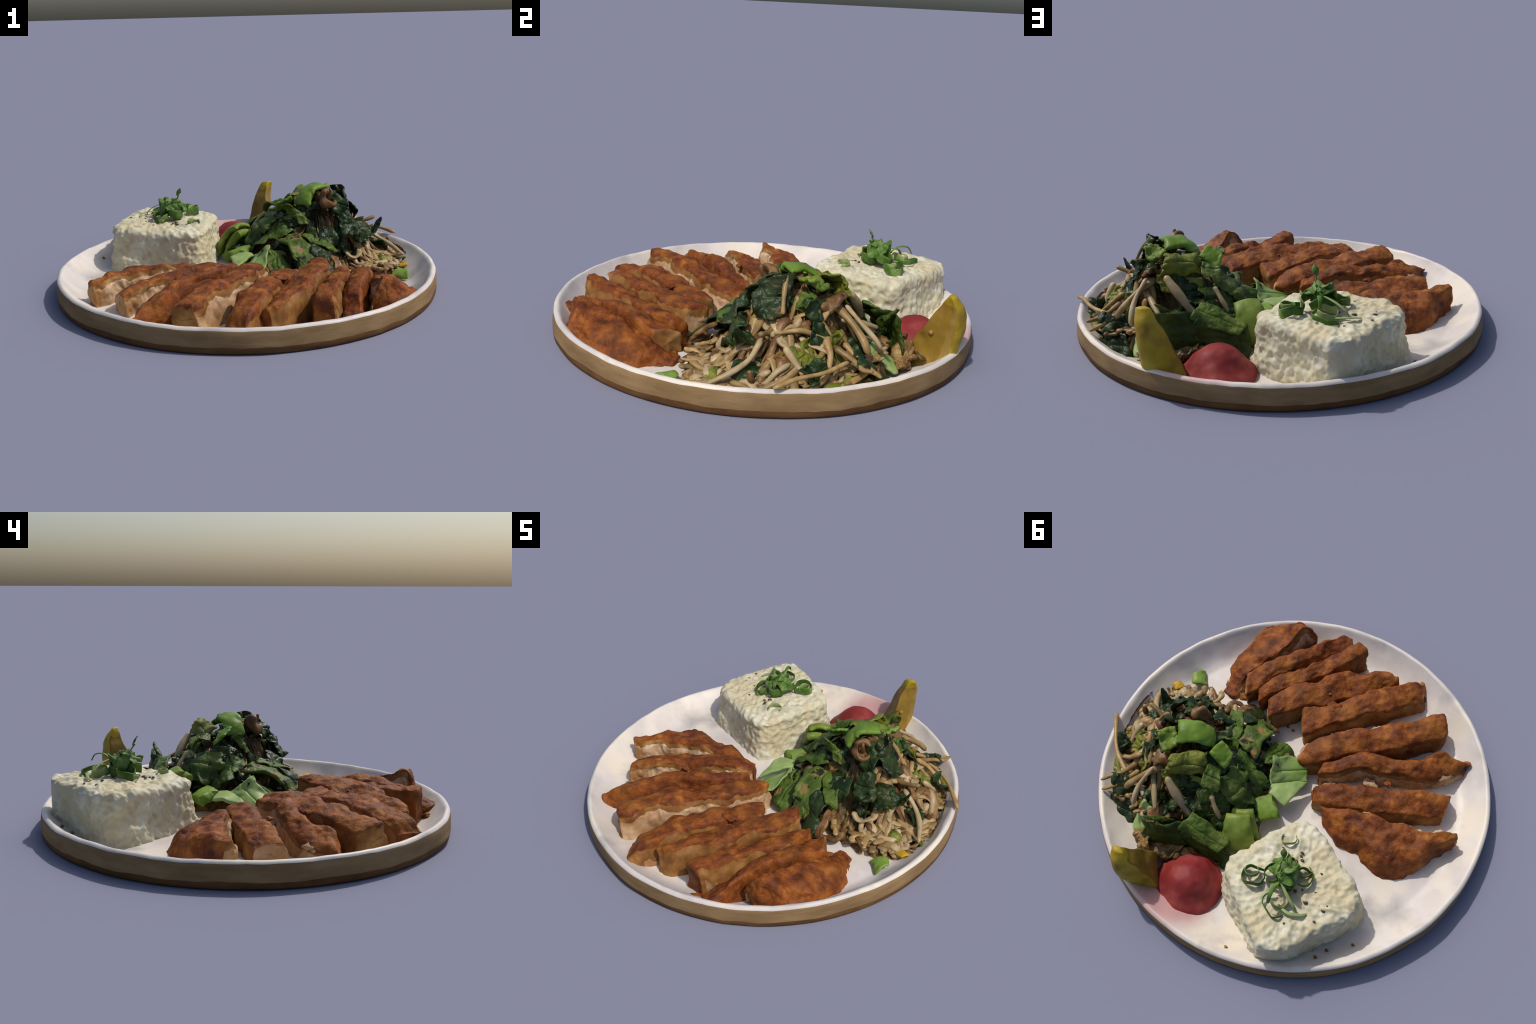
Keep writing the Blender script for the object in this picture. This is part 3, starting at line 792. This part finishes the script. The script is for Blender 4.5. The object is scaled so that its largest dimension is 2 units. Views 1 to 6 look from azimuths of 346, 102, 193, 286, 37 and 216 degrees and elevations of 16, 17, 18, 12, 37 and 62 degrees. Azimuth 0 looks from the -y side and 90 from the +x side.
# crown of the heap
stem("lime_stem", [(0.535, 0.225, 0.440), (0.47, 0.325, 0.424), (0.335, 0.205, 0.35), (0.385, 0.125, 0.362)], bv=0.030, bu=0.012, thick=0.030, seed=1)
stem("olive_stem", [(0.590, 0.330, 0.450), (0.53, 0.25, 0.440), (0.46, 0.32, 0.41), (0.51, 0.385, 0.385)], bv=-0.012, thick=0.02, ruffle=0.03, freq=14, seed=2, corner=0.8)
green("yellow_leaf", [(0.465, 0.345, 0.400), (0.335, 0.245, 0.395), (0.275, 0.330, 0.30), (0.470, 0.460, 0.33)], bv=0.02, bu=0.02, thick=0.014, ruffle=0.035, seed=3)
green("yellow_leaf", [(0.49, 0.44, 0.335), (0.44, 0.47, 0.27), (0.28, 0.39, 0.22), (0.30, 0.335, 0.30)], bv=0.015, thick=0.012, ruffle=0.035, seed=31)
stem("lime_stem", [(0.331, 0.262, 0.380), (0.316, 0.165, 0.402), (0.225, 0.185, 0.370), (0.230, 0.260, 0.32)], bv=0.008, thick=0.016, ruffle=0.022, seed=4, corner=0.8)
green("mid_leaf", [(0.232, 0.190, 0.372), (0.30, 0.145, 0.385), (0.415, 0.100, 0.27), (0.33, 0.105, 0.26)], bv=0.010, bu=0.008, seed=5)
green("dark_leaf", [(0.572, 0.245, 0.462), (0.585, 0.095, 0.418), (0.660, 0.10, 0.265), (0.652, 0.235, 0.285)], bv=0.006, bu=0.006, ruffle=0.030, freq=10, seed=6)
green("dark_leaf", [(0.535, 0.18, 0.44), (0.592, 0.085, 0.405), (0.595, 0.03, 0.30), (0.51, 0.06, 0.32)], bv=0.012, ruffle=0.035, seed=7)
green("dark_leaf", [(0.51, 0.055, 0.305), (0.605, 0.045, 0.335), (0.665, -0.020, 0.205), (0.545, -0.055, 0.215)], bv=0.012, bu=0.014, ruffle=0.06, freq=10, seed=8)
green("dark_leaf", [(0.615, 0.055, 0.300), (0.685, 0.10, 0.250), (0.735, 0.02, 0.185), (0.645, -0.035, 0.180)], bv=0.012, bu=0.012, ruffle=0.06, freq=10, seed=9)
green("dark_leaf", [(0.812, 0.072, 0.275), (0.74, 0.020, 0.18), (0.64, 0.02, 0.22), (0.71, 0.13, 0.22)], bu=-0.012, bv=-0.015, ruffle=0.035, freq=12, seed=10, corner=0.7)
green("dark_leaf", [(0.601, 0.04, 0.270), (0.565, -0.055, 0.215), (0.505, 0.00, 0.22), (0.55, 0.08, 0.29)], ruffle=0.035, seed=12, corner=0.75)
green("mid_leaf", [(0.491, -0.088, 0.150), (0.405, -0.105, 0.180), (0.325, 0.04, 0.215), (0.395, 0.05, 0.22)], bv=0.022, ruffle=0.035, seed=13)
green("dark_leaf", [(0.425, -0.245, 0.03), (0.330, -0.195, 0.05), (0.355, -0.05, 0.19), (0.435, -0.11, 0.175)], bv=0.022, seed=14)
leaf("mushroom_slice", "brown", [(0.455, -0.235, 0.020), (0.415, -0.225, 0.045), (0.43, -0.11, 0.150), (0.47, -0.13, 0.135)], bv=0.010, thick=0.020, ruffle=0.014, seed=15)
leaf("charred_leaf", "char_leaf", [(0.182, 0.058, 0.205), (0.315, 0.090, 0.215), (0.385, -0.165, 0.080), (0.240, -0.210, 0.055)], bv=0.030, bu=0.010, thick=0.022, ruffle=0.02, seed=16, corner=0.92, vein=0.006)
green("mid_leaf", [(0.215, 0.03, 0.150), (0.200, -0.170, 0.020), (0.09, -0.140, 0.020), (0.12, 0.06, 0.14)], bv=0.030, ruffle=0.02, seed=17)
green("char_leaf", [(0.15, 0.06, 0.160), (0.15, -0.10, 0.060), (0.07, -0.095, 0.030), (0.07, 0.04, 0.10)], bv=0.028, ruffle=0.018, seed=18)
stem("pale_stem", [(0.070, 0.110, 0.115), (-0.065, -0.030, 0.070), (-0.055, 0.165, 0.100), (0.045, 0.160, 0.120)], bv=0.008, bu=0.008, thick=0.022, ruffle=0.012, rag=0.03, seed=19, corner=0.96)
green("pale_stem", [(0.140, 0.013, 0.190), (0.027, -0.140, 0.065), (-0.068, -0.030, 0.068), (0.070, 0.115, 0.115)], bv=0.012, bu=-0.008, thick=0.014, ruffle=0.018, rag=0.05, seed=20, corner=0.94)
stem("lime_stem", [(-0.070, 0.215, 0.075), (0.01, 0.295, 0.075), (0.10, 0.235, 0.115), (0.04, 0.15, 0.110)], bv=0.006, thick=0.055, rag=0.03, seed=21, corner=0.95)
stem("olive_stem", [(0.135, 0.385, 0.205), (0.030, 0.330, 0.215), (-0.075, 0.405, 0.035), (0.095, 0.485, 0.035)], bu=0.022, bv=0.050, thick=0.035, rag=0.03, seed=22, corner=0.92)
stem("olive_stem", [(0.125, 0.345, 0.190), (0.035, 0.295, 0.195), (-0.045, 0.345, 0.030), (0.085, 0.385, 0.030)], bu=0.015, bv=0.03, thick=0.05, rag=0.03, seed=51, corner=0.92)
# broad leaves down the side that faces the rice and the tomato
green("mid_leaf", [(0.250, 0.345, 0.285), (0.245, 0.165, 0.285), (0.095, 0.220, 0.130), (0.075, 0.335, 0.155)], bv=0.022, bu=0.012, ruffle=0.022, seed=23)
green("mid_leaf", [(0.175, 0.13, 0.210), (0.11, 0.10, 0.180), (0.045, 0.215, 0.105), (0.11, 0.265, 0.14)], bv=0.010, ruffle=0.018, seed=24)
green("mid_leaf", [(0.30, 0.10, 0.245), (0.20, 0.10, 0.195), (0.12, 0.18, 0.18), (0.22, 0.21, 0.275)], bv=0.012, ruffle=0.022, seed=25)
green("deep_leaf", [(0.30, 0.40, 0.285), (0.17, 0.30, 0.245), (0.10, 0.42, 0.150), (0.23, 0.49, 0.185)], bv=0.014, ruffle=0.022, seed=41)
green("deep_leaf", [(0.20, 0.44, 0.205), (0.09, 0.37, 0.185), (0.03, 0.46, 0.070), (0.13, 0.52, 0.085)], bv=0.012, ruffle=0.018, seed=42)
kw = {"bv": 0.014, "thick": 0.016, "ruffle": 0.02, "rag": 0.05, "corner": 0.92, "vein": 0.004}
leaf("bok_choy_leaf", "deep_leaf", [(0.414, 0.670, 0.258), (0.235, 0.550, 0.228), (0.225, 0.620, 0.015), (0.42, 0.700, 0.045)], bu=0.010, seed=26, **kw)
leaf("bok_choy_leaf", "deep_leaf", [(0.26, 0.570, 0.23), (0.030, 0.475, 0.150), (0.015, 0.555, 0.012), (0.25, 0.630, 0.015)], seed=27, **kw)
leaf("bok_choy_leaf", "mid_leaf", [(0.245, 0.500, 0.255), (0.040, 0.475, 0.150), (0.060, 0.565, 0.115), (0.27, 0.600, 0.20)], seed=28, **kw)
leaf("bok_choy_leaf", "deep_leaf", [(0.415, 0.672, 0.285), (0.375, 0.61, 0.215), (0.30, 0.565, 0.20), (0.31, 0.60, 0.17)], seed=29, **kw)
stem("pale_stem", [(0.525, 0.543, 0.150), (0.415, 0.577, 0.150), (0.44, 0.685, 0.030), (0.51, 0.670, 0.030)], bv=0.014, thick=0.02, ruffle=0.016, seed=30, corner=0.85)
# foot of the heap near the lemon and along the rim
green("dark_leaf", [(0.745, 0.565, 0.185), (0.65, 0.50, 0.165), (0.575, 0.545, 0.115), (0.665, 0.630, 0.080)], bv=0.014, ruffle=0.05, freq=11, seed=32)
green("dark_leaf", [(0.70, 0.605, 0.095), (0.58, 0.57, 0.110), (0.50, 0.655, 0.015), (0.62, 0.695, 0.022)], bv=0.014, ruffle=0.04, freq=10, seed=33)
green("dark_leaf", [(0.70, 0.34, 0.210), (0.66, 0.44, 0.165), (0.60, 0.42, 0.22), (0.62, 0.33, 0.275)], bv=0.008, ruffle=0.035, seed=34)
stem("lime_stem", [(0.805, -0.280, 0.016), (0.74, -0.205, 0.022), (0.80, -0.165, 0.045), (0.85, -0.22, 0.050)], bv=0.012, thick=0.014, rag=0.08, seed=35, corner=0.85)
leaf("egg_flake", "egg", [(0.87, -0.14, 0.045), (0.83, -0.13, 0.035), (0.85, -0.08, 0.05), (0.89, -0.10, 0.055)], bv=0.006, thick=0.012, ruffle=0.014, seed=36)
green("dark_leaf", [(0.28, 0.25, 0.31), (0.25, 0.14, 0.31), (0.19, 0.17, 0.21), (0.21, 0.27, 0.225)], bv=0.008, seed=39)
green("dark_leaf", [(0.40, 0.41, 0.31), (0.29, 0.33, 0.29), (0.23, 0.38, 0.22), (0.34, 0.46, 0.20)], bv=0.014, ruffle=0.035, seed=40)
for c, q in (([(0.455, 0.705, 0.055), (0.25, 0.625, 0.085), (0.215, 0.700, 0.085), (0.345, 0.790, 0.075)], 43), ([(0.50, 0.68, 0.05), (0.38, 0.66, 0.10), (0.33, 0.73, 0.105), (0.45, 0.74, 0.055)], 44), ([(0.24, 0.70, 0.075), (0.17, 0.60, 0.060), (0.02, 0.57, 0.030), (0.12, 0.68, 0.070)], 45)):
    leaf("mushroom_slice", "heap", c, bv=0.006, thick=0.018, ruffle=0.05, freq=13, seed=q, corner=0.85, rag=0.14)

green("yellow_leaf", [(0.80, 0.315, 0.120), (0.715, 0.395, 0.150), (0.675, 0.315, 0.225), (0.775, 0.245, 0.175)], bv=0.012, ruffle=0.06, freq=13, rag=0.14, seed=52)
green("dark_leaf", [(0.88, 0.12, 0.075), (0.80, 0.20, 0.135), (0.76, 0.10, 0.150), (0.85, 0.04, 0.085)], bv=0.01, ruffle=0.05, freq=11, seed=53)
green("dark_leaf", [(0.86, 0.38, 0.085), (0.78, 0.44, 0.105), (0.74, 0.37, 0.160), (0.82, 0.31, 0.135)], bv=0.01, ruffle=0.05, freq=11, seed=54)

green("mid_leaf", [(0.305, 0.300, 0.372), (0.235, 0.265, 0.352), (0.195, 0.365, 0.300), (0.275, 0.405, 0.325)], bv=0.012, seed=55)
green("dark_leaf", [(0.50, 0.03, 0.270), (0.42, 0.02, 0.250), (0.40, -0.06, 0.165), (0.49, -0.06, 0.155)], bv=0.012, seed=56)

# a curled mushroom with its stalk ---------------------------------------------
def mushroom():
    c = np.array([0.500, 0.105, 0.395])
    d = np.array([0.25, -0.55, 0.6]); d /= np.linalg.norm(d)
    s = np.cross(d, (0, 0, 1)); s /= np.linalg.norm(s)
    u = np.cross(s, d)
    prof = [(0.012, -0.045), (0.038, -0.038), (0.056, -0.015), (0.058, 0.010), (0.046, 0.022), (0.034, 0.014), (0.024, -0.008), (0.004, -0.016)]
    P = catmull([(a, 0, b) for a, b in prof], 26)
    V = [c + r * (math.cos(t) * s + math.sin(t) * u) + d * (h + 0.010 * math.sin(2 * t) * r / 0.05) for r, _, h in P for t in np.linspace(0, 2 * math.pi, 32, endpoint=False)]
    V = [c + (p - c) * (1.0 + 0.35 * fbm(p, 14, 2, 5)) + d * 0.022 * fbm(p, 13, 2, 2) + u * 0.15 * ((p - c) @ s) for p in map(np.array, V)]
    part("mushroom_cap", V, ring_faces(26, 32), M["brown"], veg)
    V, F = tube(catmull([c - d * 0.02, c + d * 0.03 + u * 0.012, c + d * 0.055 + u * 0.03], 12), np.linspace(0.014, 0.008, 12), 8)
    part("mushroom_stalk", V, F, M["brown"], veg)
mushroom()

# bean sprouts -----------------------------------------------------------------
def sprout(path, r0, r1, mat="sprout", flat=0.85, name="bean_sprout", n=22):
    P = catmull(path, n)
    k = np.linspace(0, 1, n)
    rad = (r0 * (1 - k) + r1 * k) * (0.88 + 0.12 * np.sin(k * 9 + path[0][0] * 40))
    rad[0] *= 0.6
    rad[-1] *= 0.55
    return tube(P, rad, 9, flat)

for path, r0, r1, mat in (
    ([(0.969, 0.256, 0.130), (0.905, 0.33, 0.150), (0.815, 0.425, 0.150), (0.72, 0.48, 0.150), (0.652, 0.508, 0.142)], 0.013, 0.010, "sprout"),
    ([(0.532, 0.444, 0.265), (0.475, 0.515, 0.240), (0.416, 0.585, 0.205)], 0.016, 0.015, "sprout_pale"),
    ([(0.423, 0.460, 0.345), (0.385, 0.475, 0.305), (0.33, 0.49, 0.245), (0.269, 0.495, 0.17)], 0.024, 0.027, "sprout_pale"),
    ([(0.214, 0.393, 0.285), (0.17, 0.42, 0.23), (0.13, 0.43, 0.165)], 0.014, 0.013, "sprout_pale"),
    ([(0.583, 0.213, 0.450), (0.635, 0.215, 0.385), (0.672, 0.221, 0.312)], 0.012, 0.011, "sprout"),
    ([(0.797, 0.160, 0.265), (0.75, 0.16, 0.25), (0.70, 0.17, 0.235), (0.66, 0.18, 0.24)], 0.013, 0.017, "sprout"),
    ([(0.735, 0.635, 0.125), (0.70, 0.59, 0.135), (0.66, 0.53, 0.16), (0.62, 0.47, 0.20)], 0.012, 0.016, "sprout"),
    ([(0.488, 0.405, 0.310), (0.545, 0.475, 0.275), (0.602, 0.544, 0.215), (0.63, 0.57, 0.17)], 0.022, 0.017, "sprout"),
    ([(0.520, 0.455, 0.325), (0.545, 0.535, 0.255), (0.545, 0.590, 0.200), (0.539, 0.615, 0.160)], 0.012, 0.015, "sprout_pale"),
    ([(0.86, 0.15, 0.075), (0.870, 0.145, 0.110), (0.874, 0.140, 0.142)], 0.020, 0.013, "brown"),
    ([(0.775, 0.255, 0.215), (0.79, 0.305, 0.16), (0.798, 0.360, 0.095)], 0.018, 0.017, "sprout_pale"),
    ([(0.72, 0.20, 0.245), (0.68, 0.30, 0.255), (0.645, 0.37, 0.225), (0.60, 0.44, 0.20)], 0.013, 0.015, "sprout"),
    ([(0.66, 0.40, 0.225), (0.72, 0.43, 0.175), (0.79, 0.42, 0.115), (0.85, 0.38, 0.09)], 0.017, 0.014, "sprout"),
    ([(0.90, -0.02, 0.075), (0.86, 0.06, 0.115), (0.80, 0.12, 0.155), (0.72, 0.15, 0.215)], 0.014, 0.016, "sprout_pale"),
    ([(0.760, 0.605, 0.155), (0.74, 0.56, 0.150), (0.70, 0.52, 0.165), (0.66, 0.44, 0.19)], 0.010, 0.018, "sprout")):
    V, F = sprout(path, r0, r1)
    part("bean_sprout", V, F, M[mat], veg)

def lying(x, y, ang, length, lift, sag=0.0, bend=0.6):
    """Path lying over the heap from (x, y), following its surface."""
    pts, a = [], ang
    b = R.uniform(-bend, bend)
    for k in range(6):
        z = max(hill(x, y), floor_z(x, y) + 0.004)
        if not inside(x, y, 1.02):
            z = max(floor_z(x, y) + 0.010, z - 0.03)
        pts.append((x, y, z + lift + R.uniform(-0.004, 0.005)))
        x += math.cos(a) * length / 5
        y += math.sin(a) * length / 5
        if math.hypot(x, y) > 0.93 or y > 0.64 or not inside(x, y, 1.04):
            break
        a += b * 0.35 + R.uniform(-0.12, 0.12)
    return pts

def sprouty(x, y):
    """How much of the heap is bean sprouts at this spot (the outer, +x side)."""
    if x > 0.60 + 0.10 * fbm((x, y, 0), 6, 2, 1):
        return 1.0
    if y < -0.06 and x > 0.46:
        return 0.9
    if y > 0.36 and x > 0.50:
        return 0.6
    return 0.0

count, tries = 0, 0
loose_V, loose_F, base = [], [], 0
while count < 115 and tries < 9000:
    tries += 1
    x, y = R.uniform(0.0, 0.95), R.uniform(-0.22, 0.66)
    if not inside(x, y, 0.93) or R.random() > sprouty(x, y):
        continue
    away = math.atan2(y - 0.20, x - 0.48)
    ang = away + R.gauss(0, 1.0)
    low = y < -0.02
    length = R.uniform(0.09, 0.20) if low else R.choice((R.uniform(0.10, 0.18), R.uniform(0.20, 0.38)))
    path = lying(x, y, ang, length, R.uniform(-0.004, 0.010), bend=1.5)
    if len(path) < 3:
        continue
    if R.random() < 0.12:      # an end that lifts off the heap
        path[-1] = (path[-1][0], path[-1][1], path[-1][2] + R.uniform(0.006, 0.022))
    r = R.uniform(0.013, 0.025)
    V, F = sprout(path, r, r * R.uniform(0.55, 1.0), flat=R.uniform(0.35, 0.7), n=22)
    V = V + np.array([[0.005 * fbm(p, 18, 2, count), 0.005 * fbm(p, 18, 2, count + 9), 0.004 * fbm(p, 18, 2, count + 4)] for p in V])
    V[:, 2] = np.maximum(V[:, 2], 0.011)
    t = R.random()
    mat = "sprout" if t < 0.56 else ("sprout_pale" if t < 0.80 else ("brown" if t < 0.94 else "yellow_leaf"))
    if count < 108:
        part("bean_sprout", V, F, M[mat], veg)
    else:
        loose_V.append(V)
        loose_F += [tuple(i + base for i in f) for f in F]
        base += len(V)
    count += 1
part("small_sprouts", np.vstack(loose_V), loose_F, M["sprout"], veg, kind="stuff")

# small wilted leaves and mushroom strips filling the heap ---------------------
placed = 0
while placed < 60:
    x, y = R.uniform(0.02, 0.85), R.uniform(-0.2, 0.6)
    if not inside(x, y, 0.88):
        continue
    sp = sprouty(x, y)
    if R.random() < sp * 0.6:
        continue
    nrm = hill_normal(x, y)
    c = np.array([x, y, hill(x, y) + 0.004])
    a = R.uniform(0, 6.28)
    t = np.cross(nrm, (math.cos(a), math.sin(a), 0.3)); t /= np.linalg.norm(t)
    b = np.cross(nrm, t)
    l, w = R.uniform(0.035, 0.07), R.uniform(0.025, 0.045)
    t = t + nrm * R.uniform(-0.5, 0.5)
    cs = [c - t * l - b * w, c + t * l - b * w, c + t * l + b * w, c - t * l + b * w]
    q = R.random()
    if sp > 0.5:
        mat = "dark_leaf" if q < 0.4 else ("brown" if q < 0.7 else "yellow_leaf")
    else:
        mat = "dark_leaf" if q < 0.80 else ("mid_leaf" if q < 0.92 else "brown")
    nm = "mushroom_slice" if mat == "brown" else "leaf"
    leaf(nm, mat, cs, bv=R.uniform(0, 0.02), bu=R.uniform(-0.01, 0.02), thick=0.009 if nm == "leaf" else 0.016, ruffle=0.045, freq=13, nu=20, nv=20, seed=50 + placed, corner=0.85, rag=0.12)
    placed += 1
